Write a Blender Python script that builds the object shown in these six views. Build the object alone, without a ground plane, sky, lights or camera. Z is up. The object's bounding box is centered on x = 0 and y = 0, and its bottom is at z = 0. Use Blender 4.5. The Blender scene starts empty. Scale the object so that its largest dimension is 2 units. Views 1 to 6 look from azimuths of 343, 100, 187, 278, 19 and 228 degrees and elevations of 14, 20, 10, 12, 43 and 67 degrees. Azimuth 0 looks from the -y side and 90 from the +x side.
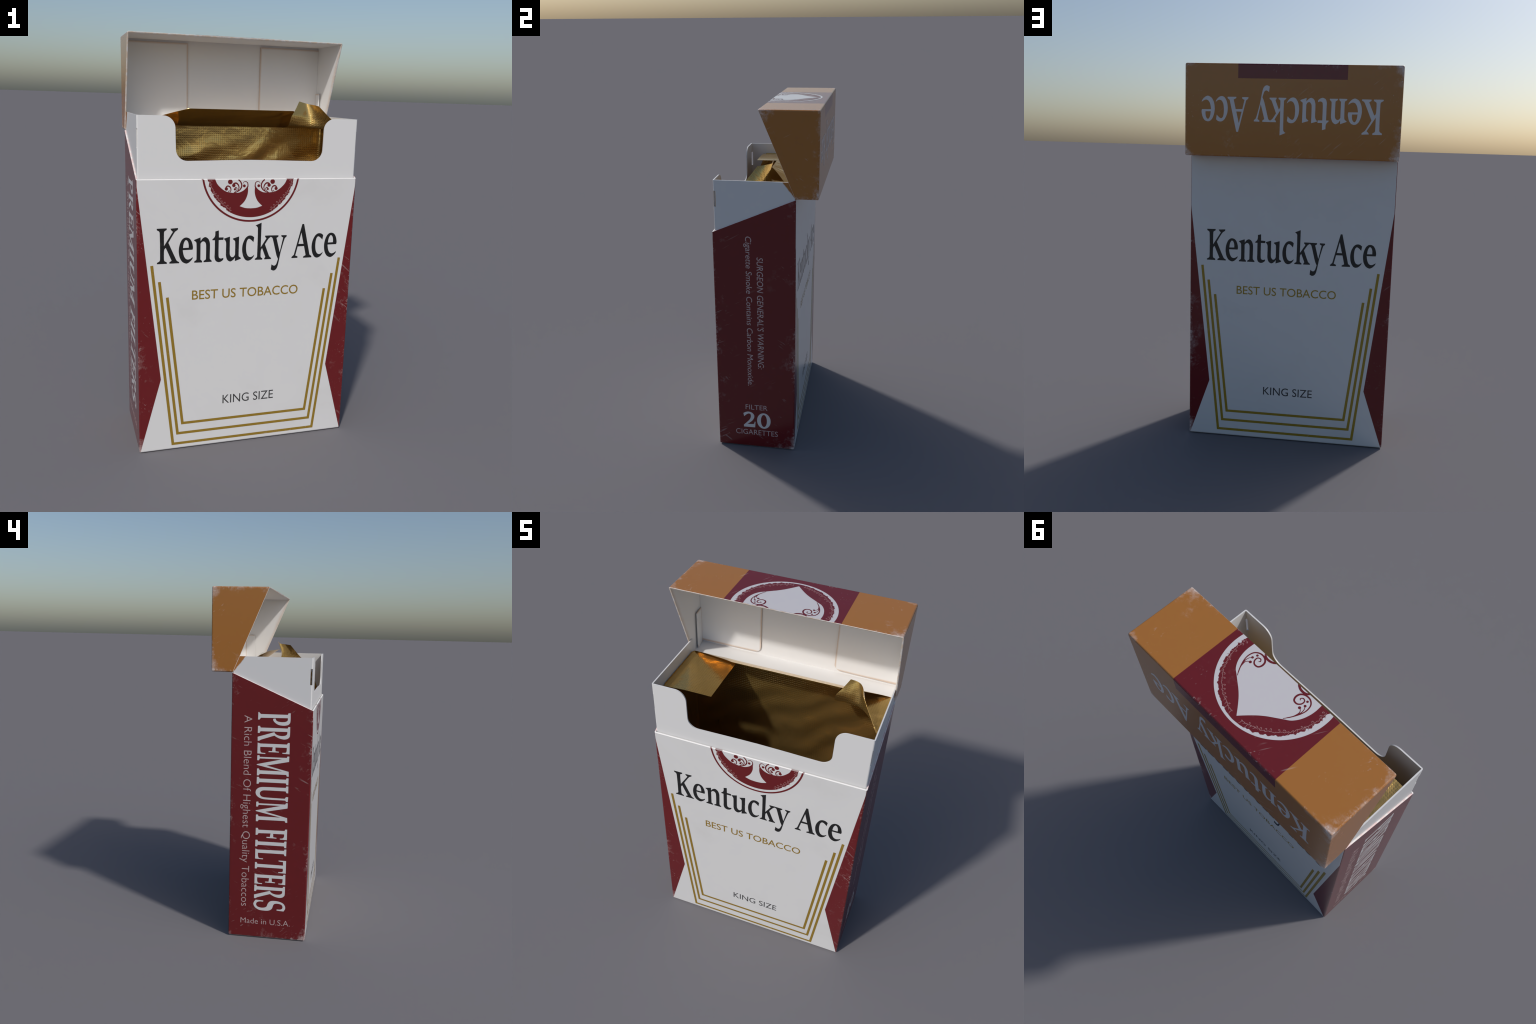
"""An opened flip-top cigarette carton: printed carton body, hinged lid thrown back
through ninety degrees, white inner frame with a thumb cut-out, and an empty,
torn-open gold foil liner.  Everything is in metres, front of the pack towards -y."""
import math
import random
import bpy
import bmesh
from mathutils import Vector, Matrix

random.seed(7)
TAU = math.tau

# ----------------------------------------------------------------- dimensions
HALF_W = 0.536                       # half width of carton
FRONT, BACK = -0.284, 0.169          # body front and back planes (y)
RIM_FRONT, RIM_BACK = 1.350, 1.5445  # slanted opening of the body
CARD = 0.007                         # board thickness
LID_BACK, LID_BOTTOM, LID_TOP = 0.285, 1.5455, 1.9990
LID_HINGE_Y, LID_LIP_Y = 0.165, -0.0275   # slanted opening of the lid
SEAM_V = 1.350                       # emblem runs across lid and body at this height


# ----------------------------------------------------------------- containers
def link(ob, parent=None):
    bpy.context.collection.objects.link(ob)
    if parent:
        ob.parent = parent
    return ob


def mesh_object(name, verts, faces, mats, parent, mat_ids=None, smooth=None, weighted=False):
    me = bpy.data.meshes.new(name)
    me.from_pydata([tuple(v) for v in verts], [], faces)
    for m in mats:
        me.materials.append(m)
    if mat_ids:
        for p, i in zip(me.polygons, mat_ids):
            p.material_index = i
    bm = bmesh.new()
    bm.from_mesh(me)
    bmesh.ops.recalc_face_normals(bm, faces=bm.faces)
    bm.to_mesh(me)
    bm.free()
    if smooth:
        for p in me.polygons:
            p.use_smooth = True
        me.set_sharp_from_angle(angle=math.radians(smooth))
    ob = link(bpy.data.objects.new(name, me), parent)
    if weighted:
        w = ob.modifiers.new("weighted_normal", "WEIGHTED_NORMAL")
        w.keep_sharp = True
    return ob


# ----------------------------------------------------------------- node helpers
class Nodes:
    """Small wrapper so that masks read like formulas."""

    def __init__(self, name):
        self.mat = bpy.data.materials.new(name)
        self.mat.use_nodes = True
        self.t = self.mat.node_tree
        self.bsdf = self.t.nodes["Principled BSDF"]
        self.coord = self.t.nodes.new("ShaderNodeTexCoord").outputs["Object"]
        sep = self.t.nodes.new("ShaderNodeSeparateXYZ")
        self.t.links.new(self.coord, sep.inputs[0])
        self.x, self.y, self.z = sep.outputs
        geo = self.t.nodes.new("ShaderNodeNewGeometry")
        nsep = self.t.nodes.new("ShaderNodeSeparateXYZ")
        self.t.links.new(geo.outputs["Normal"], nsep.inputs[0])
        self.nx, self.ny, self.nz = nsep.outputs

    def put(self, sock, v):
        if isinstance(v, bpy.types.NodeSocket):
            self.t.links.new(v, sock)
        else:
            sock.default_value = v

    def m(self, op, a, b=0.0, c=0.0, clamp=False):
        n = self.t.nodes.new("ShaderNodeMath")
        n.operation = op
        n.use_clamp = clamp
        for s, v in zip(n.inputs, (a, b, c)):
            self.put(s, v)
        return n.outputs[0]

    def add(self, a, b): return self.m("ADD", a, b)
    def sub(self, a, b): return self.m("SUBTRACT", a, b)
    def mul(self, a, b): return self.m("MULTIPLY", a, b)
    def gt(self, a, b): return self.m("GREATER_THAN", a, b)
    def lt(self, a, b): return self.m("LESS_THAN", a, b)
    def absv(self, a): return self.m("ABSOLUTE", a)

    def line(self, t, t0, v0, t1, v1):
        k = (v1 - v0) / (t1 - t0)
        return self.m("MULTIPLY_ADD", t, k, v0 - k * t0)

    def ramp(self, v, a, b):
        n = self.t.nodes.new("ShaderNodeMapRange")
        n.interpolation_type = "SMOOTHSTEP"
        self.put(n.inputs["Value"], v)
        n.inputs["From Min"].default_value = a
        n.inputs["From Max"].default_value = b
        return n.outputs["Result"]

    def mix(self, f, a, b):
        n = self.t.nodes.new("ShaderNodeMix")
        n.data_type = "RGBA"
        self.put(n.inputs[0], f)
        for s, v in ((n.inputs[6], a), (n.inputs[7], b)):
            self.put(s, (*v, 1.0) if isinstance(v, tuple) and len(v) == 3 else v)
        return n.outputs[2]

    def noise(self, scale, detail=2.0, rough=0.5, stretch=None, rot=(0, 0, 0), loc=(0, 0, 0), dist=0.0):
        n = self.t.nodes.new("ShaderNodeTexNoise")
        n.inputs["Scale"].default_value = scale
        n.inputs["Detail"].default_value = detail
        n.inputs["Roughness"].default_value = rough
        n.inputs["Distortion"].default_value = dist
        mp = self.t.nodes.new("ShaderNodeMapping")
        mp.inputs["Location"].default_value = loc
        mp.inputs["Rotation"].default_value = rot
        if stretch:                 # turn first, then stretch, so streaks can run at a slant
            mp.vector_type = "TEXTURE"
            mp.inputs["Scale"].default_value = tuple(1 / k for k in stretch)
        self.t.links.new(self.coord, mp.inputs[0])
        self.t.links.new(mp.outputs[0], n.inputs["Vector"])
        return n.outputs["Fac"]

    def bump(self, h, strength, distance):
        b = self.t.nodes.new("ShaderNodeBump")
        b.inputs["Strength"].default_value = strength
        b.inputs["Distance"].default_value = distance
        self.t.links.new(h, b.inputs["Height"])
        self.t.links.new(b.outputs[0], self.bsdf.inputs["Normal"])

    def finish(self, colour, rough, metallic=0.0, spec=0.5):
        self.put(self.bsdf.inputs["Base Color"], (*colour, 1.0) if isinstance(colour, tuple) else colour)
        self.put(self.bsdf.inputs["Roughness"], rough)
        self.bsdf.inputs["Metallic"].default_value = metallic
        self.bsdf.inputs["Specular IOR Level"].default_value = spec
        return self.mat

    # worn print: pale rubs along folds and corners, a few fine scratches
    def wear(self, box):
        x1, y0, y1, z0, z1 = box
        terms = [self.sub(x1, self.absv(self.x)), self.sub(self.y, y0), self.sub(y1, self.y),
                 self.sub(self.z, z0), self.sub(z1, self.z)]
        near = -1.0
        for d in terms:
            near = self.add(near, self.m("EXPONENT", self.mul(self.m("MAXIMUM", d, 0.0), -1 / 0.022)))
        near = self.m("MAXIMUM", near, 0.0)
        wide = -1.0
        for d in terms:
            wide = self.add(wide, self.m("EXPONENT", self.mul(self.m("MAXIMUM", d, 0.0), -1 / 0.075)))
        wide_raw = self.m("MAXIMUM", wide, 0.0)
        wide = self.m("MINIMUM", wide_raw, 1.0)
        near = self.m("MINIMUM", near, 1.4)
        corner_w = self.m("MULTIPLY_ADD", wide_raw, 1.6, -1.55, clamp=True)
        patch = self.noise(4.5, 2.0, 0.5, loc=(3.1, 1.7, 0.4))
        # soft cloudy rubs that gather along folds and corners
        cloud = self.add(self.add(self.mul(self.noise(19.0, 5.0, 0.68), 0.9), self.m("MULTIPLY_ADD", corner_w, 0.16, self.mul(near, 0.08))), self.mul(patch, 0.6))
        cloud = self.mul(self.ramp(cloud, 0.86, 1.12), self.m("MINIMUM", self.mul(wide, 1.5), 1.0))
        # small chips right on the folds
        chip = self.add(self.add(self.mul(self.noise(60.0, 3.0, 0.6), 0.8), self.mul(near, 0.17)), self.mul(patch, 0.5))
        chip = self.mul(self.ramp(chip, 0.87, 0.97), self.m("MINIMUM", near, 1.0))
        # fine scratches in two slanting directions
        s1 = self.noise(9.0, 1.0, 0.5, (1.0, 1.0, 13.0), (0.55, 0.6, 0.3), dist=0.2)
        s2 = self.noise(9.0, 1.0, 0.5, (12.0, 12.0, 0.9), (0.75, -0.7, 0.4), (2.0, 0.3, 0.9), dist=0.2)
        p1 = self.ramp(self.noise(6.0, 1.0, 0.5, loc=(9.0, 4.0, 2.0)), 0.54, 0.66)
        p2 = self.ramp(self.noise(6.0, 1.0, 0.5, loc=(1.0, 8.0, 6.0)), 0.55, 0.67)
        scr = self.add(self.mul(self.ramp(s1, 0.66, 0.76), p1), self.mul(self.ramp(s2, 0.66, 0.76), p2))
        scr = self.mul(scr, self.m("MINIMUM", self.m("MULTIPLY_ADD", wide, 1.2, 0.10), 1.0))
        return self.m("MINIMUM", self.add(self.add(self.mul(cloud, self.m("MULTIPLY_ADD", corner_w, 0.16, 0.20)), self.mul(chip, 0.34)), self.mul(scr, 0.21)), 0.7)


BODY_BOX = (HALF_W, FRONT, BACK, 0.0, 3.0)
LID_BOX = (HALF_W, LID_LIP_Y, LID_BACK, LID_BOTTOM, LID_TOP)

WHITE = (0.70, 0.70, 0.70)
RED = (0.140, 0.0115, 0.0135)
LID_RED = (0.142, 0.0125, 0.0165)
BRONZE = (0.378, 0.153, 0.033)
GOLD_INK = (0.285, 0.178, 0.020)
BLACK = (0.013, 0.013, 0.0135)
SCUFF = (0.74, 0.68, 0.66)


def card_bump(n):
    n.bump(n.noise(5.0, 1.0, 0.4), 0.05, 0.004)


def ink(name, colour, box, rough=0.19):
    n = Nodes(name)
    w = n.wear(box)
    card_bump(n)
    return n.finish(n.mix(w, colour, SCUFF), n.m("MULTIPLY_ADD", w, 0.3, rough))


def white_card(name, colour=(0.72, 0.71, 0.70), rough=0.5):
    n = Nodes(name)
    v = n.noise(6.0, 3.0, 0.5)
    card_bump(n)
    return n.finish(n.mix(n.ramp(v, 0.3, 0.75), colour, tuple(c * 0.97 for c in colour)), rough)


def body_print():
    n = Nodes("printed_carton")
    w = n.wear(BODY_BOX)
    ax = n.absv(n.x)
    # red flanks on the front and back: a V that widens to an apex low on the edge
    front = n.m("MAXIMUM", n.line(n.z, 0.004, 0.5315, 0.382, 0.4293), n.line(n.z, 0.382, 0.4293, 1.342, 0.5355))
    back = n.m("MAXIMUM", n.line(n.z, 0.0, 0.531, 0.316, 0.4237), n.line(n.z, 0.316, 0.4237, 1.29, 0.534))
    is_front = n.lt(n.y, -0.05)
    bound = n.add(n.mul(is_front, front), n.mul(n.sub(1.0, is_front), back))
    on_flat = n.ramp(n.sub(ax, bound), -0.0006, 0.0006)
    side = n.gt(n.absv(n.nx), 0.55)
    under = n.lt(n.nz, -0.6)
    red = n.mul(n.m("MAXIMUM", on_flat, side), n.sub(1.0, under))
    stain = n.ramp(n.noise(2.6, 4.0, 0.6, dist=0.4), 0.45, 0.75)
    base = n.mix(red, n.mix(stain, WHITE, tuple(c * k for c, k in zip(WHITE, (0.955, 0.95, 0.945)))), RED)
    card_bump(n)
    return n.finish(n.mix(w, base, SCUFF), n.m("MULTIPLY_ADD", w, 0.35, 0.18))


def lid_print():
    n = Nodes("printed_lid")
    w = n.wear(LID_BOX)
    band = n.ramp(n.absv(n.x), 0.2695, 0.2682)
    up = n.mul(n.gt(n.z, 1.928), n.lt(n.absv(n.nx), 0.5))
    base = n.mix(n.mul(band, up), BRONZE, LID_RED)
    card_bump(n)
    return n.finish(n.mix(w, base, SCUFF), n.m("MULTIPLY_ADD", w, 0.35, 0.18))


def rim_card(name, tint):
    n = Nodes(name)
    v = n.noise(40.0, 3.0, 0.6)
    return n.finish(n.mix(n.ramp(v, 0.35, 0.65), (0.78, 0.76, 0.75), tint), 0.5)


def body_rim():
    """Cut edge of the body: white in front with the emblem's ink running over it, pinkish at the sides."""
    n = Nodes("cut_edge_body")
    ax = n.absv(n.x)
    front = n.lt(n.y, -0.276)
    pink = n.mul(n.ramp(n.noise(40.0, 3.0, 0.6), 0.3, 0.6), n.sub(1.0, front))
    inked = n.add(n.mul(n.gt(ax, 0.174), n.lt(ax, 0.2105)), n.mul(n.gt(ax, 0.229), n.lt(ax, 0.238)))
    inked = n.mul(n.mul(inked, front), 0.7)
    return n.finish(n.mix(inked, n.mix(pink, (0.78, 0.77, 0.76), (0.74, 0.57, 0.56)), RED), 0.45)


LINING, TAN = (0.83, 0.825, 0.82), (0.56, 0.34, 0.18)


def lid_inside():
    """White board; warm occlusion shading painted in tan along the slanted opening."""
    n = Nodes("lid_inside")
    lip = n.line(n.z, LID_BOTTOM, LID_HINGE_Y, LID_TOP, LID_LIP_Y)
    d = n.sub(n.y, lip)
    side = n.gt(n.absv(n.x), 0.52)
    tan = n.mul(n.ramp(n.add(d, n.mul(n.noise(12.0), 0.02)), 0.040, 0.0), side)
    return n.finish(n.mix(n.mul(tan, 0.5), LINING, TAN), 0.5)


def tab_card():
    """White board with orange contact shade coloured onto the flap borders."""
    n = Nodes("glue_flap_card")
    ax = n.absv(n.x)
    d = n.m("MINIMUM", n.m("MINIMUM", n.sub(ax, 0.196), n.sub(n.z, 1.566)), n.sub(1.981, n.z))
    at_side = n.mul(n.gt(ax, 0.5155), n.lt(n.absv(n.ny), 0.5))
    rear = n.m("MINIMUM", n.sub(0.2745, n.y), n.sub(1.750, n.z))
    d = n.add(n.mul(d, n.sub(1.0, at_side)), n.mul(n.m("MAXIMUM", rear, 0.0), at_side))
    d = n.add(d, n.mul(n.sub(n.noise(9.0), 0.5), 0.005))
    edge = n.mul(n.sub(1.0, n.absv(n.ny)), n.sub(1.0, at_side))
    tan = n.m("MINIMUM", n.add(n.mul(n.ramp(d, 0.011, 0.0), 0.60), n.mul(edge, 0.75)), 0.85)
    return n.finish(n.mix(tan, LINING, TAN), 0.5)


def frame_card():
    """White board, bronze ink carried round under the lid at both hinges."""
    n = Nodes("frame_card")
    edge = n.line(n.z, 1.545, 0.165, 1.637, 0.091)
    d = n.add(n.sub(n.y, edge), n.mul(n.sub(n.noise(60.0), 0.5), 0.008))
    bronze = n.mul(n.ramp(d, -0.004, 0.004), n.gt(n.mul(n.nx, n.x), 0.2))
    card_bump(n)
    return n.finish(n.mix(bronze, (0.71, 0.71, 0.71), BRONZE), 0.34)


def foil(name, pitch=0.0112):
    """Gold foil: square grid of little pressed dents over a soft random crinkle."""
    n = Nodes(name)
    k = TAU / pitch
    cx = n.m("MULTIPLY_ADD", n.m("COSINE", n.mul(n.x, k)), 0.5, 0.5)
    cz = n.m("MULTIPLY_ADD", n.m("COSINE", n.mul(n.add(n.y, n.z), k)), 0.5, 0.5)
    dots = n.ramp(n.mul(cx, cz), 0.22, 0.72)
    soft = n.noise(8.0, 3.0, 0.5, dist=0.5)
    fade = n.ramp(n.noise(4.0, 1.0, 0.5, loc=(5, 2, 8)), 0.32, 0.55)
    press = n.mul(dots, n.m("MULTIPLY_ADD", fade, 0.75, 0.25))
    press = n.mul(press, n.m("MULTIPLY_ADD", n.absv(n.nz), -0.55, 1.0))
    h = n.add(n.mul(press, -0.07), soft)
    n.bump(h, 0.65, 0.011)
    col = n.mix(n.mul(press, 0.5), (0.68, 0.45, 0.150), (0.30, 0.19, 0.055))
    return n.finish(col, 0.21, metallic=0.88)


M_BODY, M_LID = body_print(), lid_print()
M_BODY_RIM = body_rim()
M_LID_RIM = rim_card("cut_edge_lid", (0.70, 0.58, 0.47))
M_INSIDE = white_card("carton_inside")
M_LID_INSIDE, M_TAB, M_FRAME = lid_inside(), tab_card(), frame_card()
M_BLACK = ink("black_ink", BLACK, BODY_BOX)
M_GREY = ink("grey_ink", (0.045, 0.045, 0.047), BODY_BOX)
M_GOLD = ink("gold_ink", GOLD_INK, BODY_BOX)
M_GOLD_BACK = ink("gold_ink_shade_tinted", (0.34, 0.232, 0.024), BODY_BOX)  # same gold, brightened and yellowed to match the back face in shade
M_BLACK_BACK = ink("black_ink_back_bluish", (0.016, 0.020, 0.022), BODY_BOX)  # back lettering: slightly lighter and bluer than the front's black
M_WHITE_INK = ink("white_ink", (0.68, 0.675, 0.68), BODY_BOX)
M_EMBLEM_RED = ink("emblem_red_ink", RED, BODY_BOX)
M_PINK = ink("pale_pink_ink", (0.54, 0.42, 0.42), BODY_BOX)
M_LID_WHITE = ink("lid_white_ink", (0.60, 0.58, 0.60), LID_BOX)
M_LID_RED = ink("lid_red_ink", LID_RED, LID_BOX)
M_VINE = ink("vine_ink", (0.36, 0.18, 0.18), BODY_BOX)
M_FOIL = foil("embossed_gold_foil")


# ----------------------------------------------------------------- open cartons
def rounded_rect(hw, v0, v1, r, seg=4):
    pts = []
    for cx, cv, a0 in ((hw - r, v1 - r, 0), (-hw + r, v1 - r, 1), (-hw + r, v0 + r, 2), (hw - r, v0 + r, 3)):
        for i in range(seg + 1):
            a = (a0 + i / seg) * TAU / 4
            pts.append((cx + r * math.cos(a), cv + r * math.sin(a)))
    return pts


def open_box(name, hw, v0, v1, rim, place, mats, parent, t=CARD, r=0.0065, base_r=0.010):
    """Thin-walled tray: rounded base, straight walls ending in the slanted rim(v)."""
    verts, faces, ids = [], [], []
    n = len(rounded_rect(hw, v0, v1, r))

    def ring(inset, w, rr):
        start = len(verts)
        for x, v in rounded_rect(hw - inset, v0 + inset, v1 - inset, rr):
            verts.append(place(x, v, w(v) if callable(w) else w))
        return start

    def bridge(a, b, m):
        for i in range(n):
            j = (i + 1) % n
            faces.append((a + i, a + j, b + j, b + i))
            ids.append(m)

    steps = 4
    rings = [ring(base_r * (1 - math.sin(i / steps * TAU / 4)), base_r * (1 - math.cos(i / steps * TAU / 4)), r) for i in range(steps + 1)]
    faces.append(tuple(reversed(range(rings[0], rings[0] + n))))
    ids.append(0)
    for a, b in zip(rings, rings[1:]):
        bridge(a, b, 0)
    lip = 0.0012
    top_o = ring(0.0, lambda v: rim(v) - lip, r)
    bridge(rings[-1], top_o, 0)
    top_m = ring(lip, rim, max(r - lip, 0.001))
    bridge(top_o, top_m, 1)
    top_i = ring(t - lip, rim, max(r - t + lip, 0.001))
    bridge(top_m, top_i, 1)
    top_in = ring(t, lambda v: rim(v) - lip, 0.001)
    bridge(top_i, top_in, 1)
    bot_i = ring(t, t, 0.001)
    bridge(top_in, bot_i, 2)
    faces.append(tuple(range(bot_i, bot_i + n)))
    ids.append(2)
    return mesh_object(name, verts, faces, mats, parent, ids, smooth=40, weighted=True)


pack = link(bpy.data.objects.new("cigarette_pack", None))
pack["label"] = "opened flip-top cigarette carton with empty torn gold foil liner"
pack["category"] = "cigarette pack"

body_slope = (RIM_BACK - RIM_FRONT) / (BACK - FRONT)
body = open_box("carton_body", HALF_W, FRONT, BACK, lambda v: RIM_FRONT + (v - FRONT) * body_slope,
                lambda x, v, w: (x, v, w), [M_BODY, M_BODY_RIM, M_INSIDE], pack)

lid_slope = (LID_LIP_Y - LID_HINGE_Y) / (LID_TOP - LID_BOTTOM)
lid = open_box("hinged_lid", HALF_W + 0.0008, LID_BOTTOM, LID_TOP,
               lambda v: LID_BACK - (LID_HINGE_Y + (v - LID_BOTTOM) * lid_slope),
               lambda x, v, w: (x, LID_BACK - w, v), [M_LID, M_LID_RIM, M_LID_INSIDE], pack, r=0.008, base_r=0.007)


# ----------------------------------------------------------------- board panels
def panel(name, outline, place, thick, mat, parent):
    """Flat board cut to a 2D outline, extruded by its thickness."""
    n = len(outline)
    verts = [place(u, v, 0.0) for u, v in outline] + [place(u, v, thick) for u, v in outline]
    faces = [tuple(range(n)), tuple(range(2 * n - 1, n - 1, -1))]
    faces += [(i, (i + 1) % n, n + (i + 1) % n, n + i) for i in range(n)]
    return mesh_object(name, verts, faces, [mat], parent)


def arc(cx, cy, rx, ry, a0, a1, n=8):
    return [(cx + rx * math.cos(math.radians(a0 + (a1 - a0) * i / n)),
             cy + ry * math.sin(math.radians(a0 + (a1 - a0) * i / n))) for i in range(n + 1)]


for sgn in (-1, 1):
    # dust flaps glued inside the lid's end panel, one inner corner rounded
    r = 0.032
    out = [(sgn * 0.5292, 1.981), (sgn * 0.196, 1.981)]
    out += [(sgn * a, b) for a, b in arc(0.196 + r, 1.566 + r, r, r, 180, 270)]
    out += [(sgn * 0.5292, 1.562)]
    panel("lid_dust_flap", out, lambda u, v, d: (u, 0.2762 - d, v), 0.0042, M_TAB, lid)
    # short inner side flap standing up from the lid's hinge panel
    r = 0.008 if sgn < 0 else 0.016
    out = [(0.276, 1.553), (0.276, 1.750)] + arc(0.207 + r, 1.750 - r, r, r, 90, 180) + [(0.2065, 1.553)]
    panel("lid_side_flap", out, lambda u, v, d, s=sgn: (s * (0.5290 - d - 0.16 * max(0.0, 0.255 - u)), u, v), 0.0042, M_TAB, lid)

# ----------------------------------------------------------------- inner frame
def inner_frame():
    """U-shaped board: two cheeks and a front with a deep rounded thumb cut-out."""
    hx, yf, yb, top, bot, t = 0.5293, -0.2725, 0.1615, 1.633, 1.20, 0.0062
    r_out = 0.0075
    # top profile of the front, from the middle outwards to the corner
    half = [(0.0, 1.4385), (0.12, 1.4370), (0.22, 1.4348), (0.295, 1.4335)]
    half += arc(0.302, 1.486, 0.053, 0.0525, 270, 358, 9)
    half += [(0.3562, 1.53)]
    half += [(a, b) for a, b in reversed(arc(0.4125, 1.578, 0.0555, 0.055, 90, 178, 9))]
    front = [(-x, z) for x, z in reversed(half)] + half[1:]
    path = []           # (x, y, nx, ny, top height, tag)
    path.append((-hx, yb, -1, 0, top - 0.006))
    path.append((-hx, yb - 0.006, -1, 0, top))
    path.append((-hx, -0.10, -1, 0, top))
    for a in range(0, 91, 18):
        c, s = math.cos(math.radians(a)), math.sin(math.radians(a))
        path.append((-hx + r_out - r_out * c, yf + r_out - r_out * s, -c, -s, top))
    for x, z in front:
        path.append((x, yf, 0, -1, z))
    for a in range(90, -1, -18):
        c, s = math.cos(math.radians(a)), math.sin(math.radians(a))
        path.append((hx - r_out + r_out * c, yf + r_out - r_out * s, c, -s, top))
    path.append((hx, -0.10, 1, 0, top))
    path.append((hx, yb - 0.006, 1, 0, top))
    path.append((hx, yb, 1, 0, top - 0.006))
    verts, faces = [], []
    for x, y, nx, ny, z in path:
        o, i = (x, y), (x - nx * t, y - ny * t)
        verts += [(*o, bot), (*o, z), (*i, z), (*i, bot)]
    for k in range(len(path) - 1):
        a, b = 4 * k, 4 * k + 4
        for j in range(4):
            jj = (j + 1) % 4
            faces.append((a + j, b + j, b + jj, a + jj))
    e = 4 * (len(path) - 1)
    faces += [(3, 2, 1, 0), (e, e + 1, e + 2, e + 3)]
    ob = mesh_object("inner_frame", verts, faces, [M_FRAME], pack, smooth=40, weighted=True)
    # narrow slits through the board beside each front corner fold
    bm = bmesh.new()
    for s in (-1, 1):
        bmesh.ops.create_cube(bm, size=1.0, matrix=Matrix.Translation((s * hx, -0.2655, 1.5315)) @ Matrix.Diagonal((0.03, 0.0115, 0.087, 1)))
    me = bpy.data.meshes.new("slit_cutter")
    bm.to_mesh(me)
    bm.free()
    cutter = link(bpy.data.objects.new("slit_cutter", me))
    cutter.hide_render = True
    mod = ob.modifiers.new("slits", "BOOLEAN")
    mod.object, mod.operation, mod.solver = cutter, "DIFFERENCE", "EXACT"
    ob.modifiers.move(1, 0)
    dg = bpy.context.evaluated_depsgraph_get()
    done = bpy.data.meshes.new_from_object(ob.evaluated_get(dg), depsgraph=dg)
    ob.modifiers.clear()
    ob.data = done
    bpy.data.objects.remove(cutter)
    return ob


frame = inner_frame()


# ----------------------------------------------------------------- foil liner
def crumple(p, amp, seed=0.0):
    from mathutils import noise
    q = Vector(p)
    a = noise.noise(q * 5.0 + Vector((seed, 3.3, 1.1)))
    b = noise.noise(Vector((q.x * 9 + q.z * 7, q.z * 14 - q.x * 5, q.y * 9 + seed)))
    c = math.sin(q.x * 24 - q.z * 42 + 2.5 * a)
    return amp * (0.8 * a + 0.35 * b + 0.55 * c)


def sheet(name, grid, parent, thick=0.0009):
    """Grid of points -> thin closed foil sheet."""
    nu, nv = len(grid), len(grid[0])
    me = bpy.data.meshes.new(name)
    me.from_pydata([tuple(p) for row in grid for p in row], [],
                   [(i * nv + j, (i + 1) * nv + j, (i + 1) * nv + j + 1, i * nv + j + 1) for i in range(nu - 1) for j in range(nv - 1)])
    me.materials.append(M_FOIL)
    for p in me.polygons:
        p.use_smooth = True
    ob = link(bpy.data.objects.new(name, me), parent)
    s = ob.modifiers.new("thickness", "SOLIDIFY")
    s.thickness, s.offset = thick, 0.0
    e = ob.modifiers.new("crisp_edges", "EDGE_SPLIT")
    e.split_angle = math.radians(50)
    return ob


def lerp(a, b, t):
    return Vector(a).lerp(Vector(b), t)


FX, FY0, FY1, FTOP = 0.5185, -0.2585, 0.149, 1.5705


def liner_walls():
    """Open-topped pouch; front wall torn away below the cut-out."""
    path = []
    r = 0.02
    for a0, cx, cy in ((180, -FX + r, FY0 + r), (270, FX - r, FY0 + r), (0, FX - r, FY1 - r), (90, -FX + r, FY1 - r)):
        path += arc(cx, cy, r, r, a0, a0 + 90, 5)
    dense = []
    n = len(path)
    for i in range(n):
        a, b = Vector((*path[i], 0)), Vector((*path[(i + 1) % n], 0))
        k = max(1, int((b - a).length / 0.014))
        dense += [a.lerp(b, j / k) for j in range(k)]
    dense.append(dense[0].copy())
    grid = []
    for p in dense:
        top = FTOP
        if p.y < -0.17:
            f = min(1.0, (-0.17 - p.y) / 0.08)
            top = FTOP - 0.19 * f + (0.006 * math.sin(p.x * 31) + 0.004 * math.sin(p.x * 83)) * f
        row = []
        for j in range(61):
            t = j / 60
            z = 0.012 + (top - 0.012) * t
            q = Vector((p.x, p.y, z))
            k = min(1.0, (1 - t) * 9) * min(1.0, (FX - abs(p.x)) / 0.05 + 0.05)
            q.y += crumple(q, 0.0085, 2.0) * k
            row.append(q)
        grid.append(row)
    return sheet("foil_liner", grid, pack)


liner = liner_walls()
floor = [[Vector((x / 20 * FX, FY0 + (FY1 - FY0) * y / 10, 0.0135 + crumple((x / 20, y / 10, 0), 0.002))) for y in range(11)] for x in range(-20, 21)]
sheet("foil_base", floor, liner)

# left end flap folded in flat
grid = []
for i in range(29):
    row = []
    for j in range(33):
        u, v = i / 28, j / 32
        p = Vector((-0.5175 + u * 0.2475, -0.184 + v * 0.329, 1.5715))
        p.z += crumple(p, 0.0018, 5.0) - 0.004 * (1 - u) ** 6 + 0.002 * u
        row.append(p)
    grid.append(row)
sheet("foil_flap", grid, liner)

# back flap: a trapezoid lifted towards the front
grid = []
for i in range(61):
    row = []
    for j in range(21):
        u, v = i / 60, j / 20
        lo = lerp((-0.517, 0.1492, 1.570), (0.517, 0.1492, 1.570), u)
        hi = lerp((-0.242, 0.002, 1.6600), (0.300, 0.006, 1.6600), u)
        p = lo.lerp(hi, v)
        c = v * crumple(p, 0.004, 9.0) * math.sin(math.pi * min(v + 0.15, 1.0))
        p += Vector((0, 0.5, 0.8)) * (c + 0.004 * math.sin(math.pi * v))
        row.append(p)
    grid.append(row)
sheet("foil_flap", grid, liner)


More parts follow.
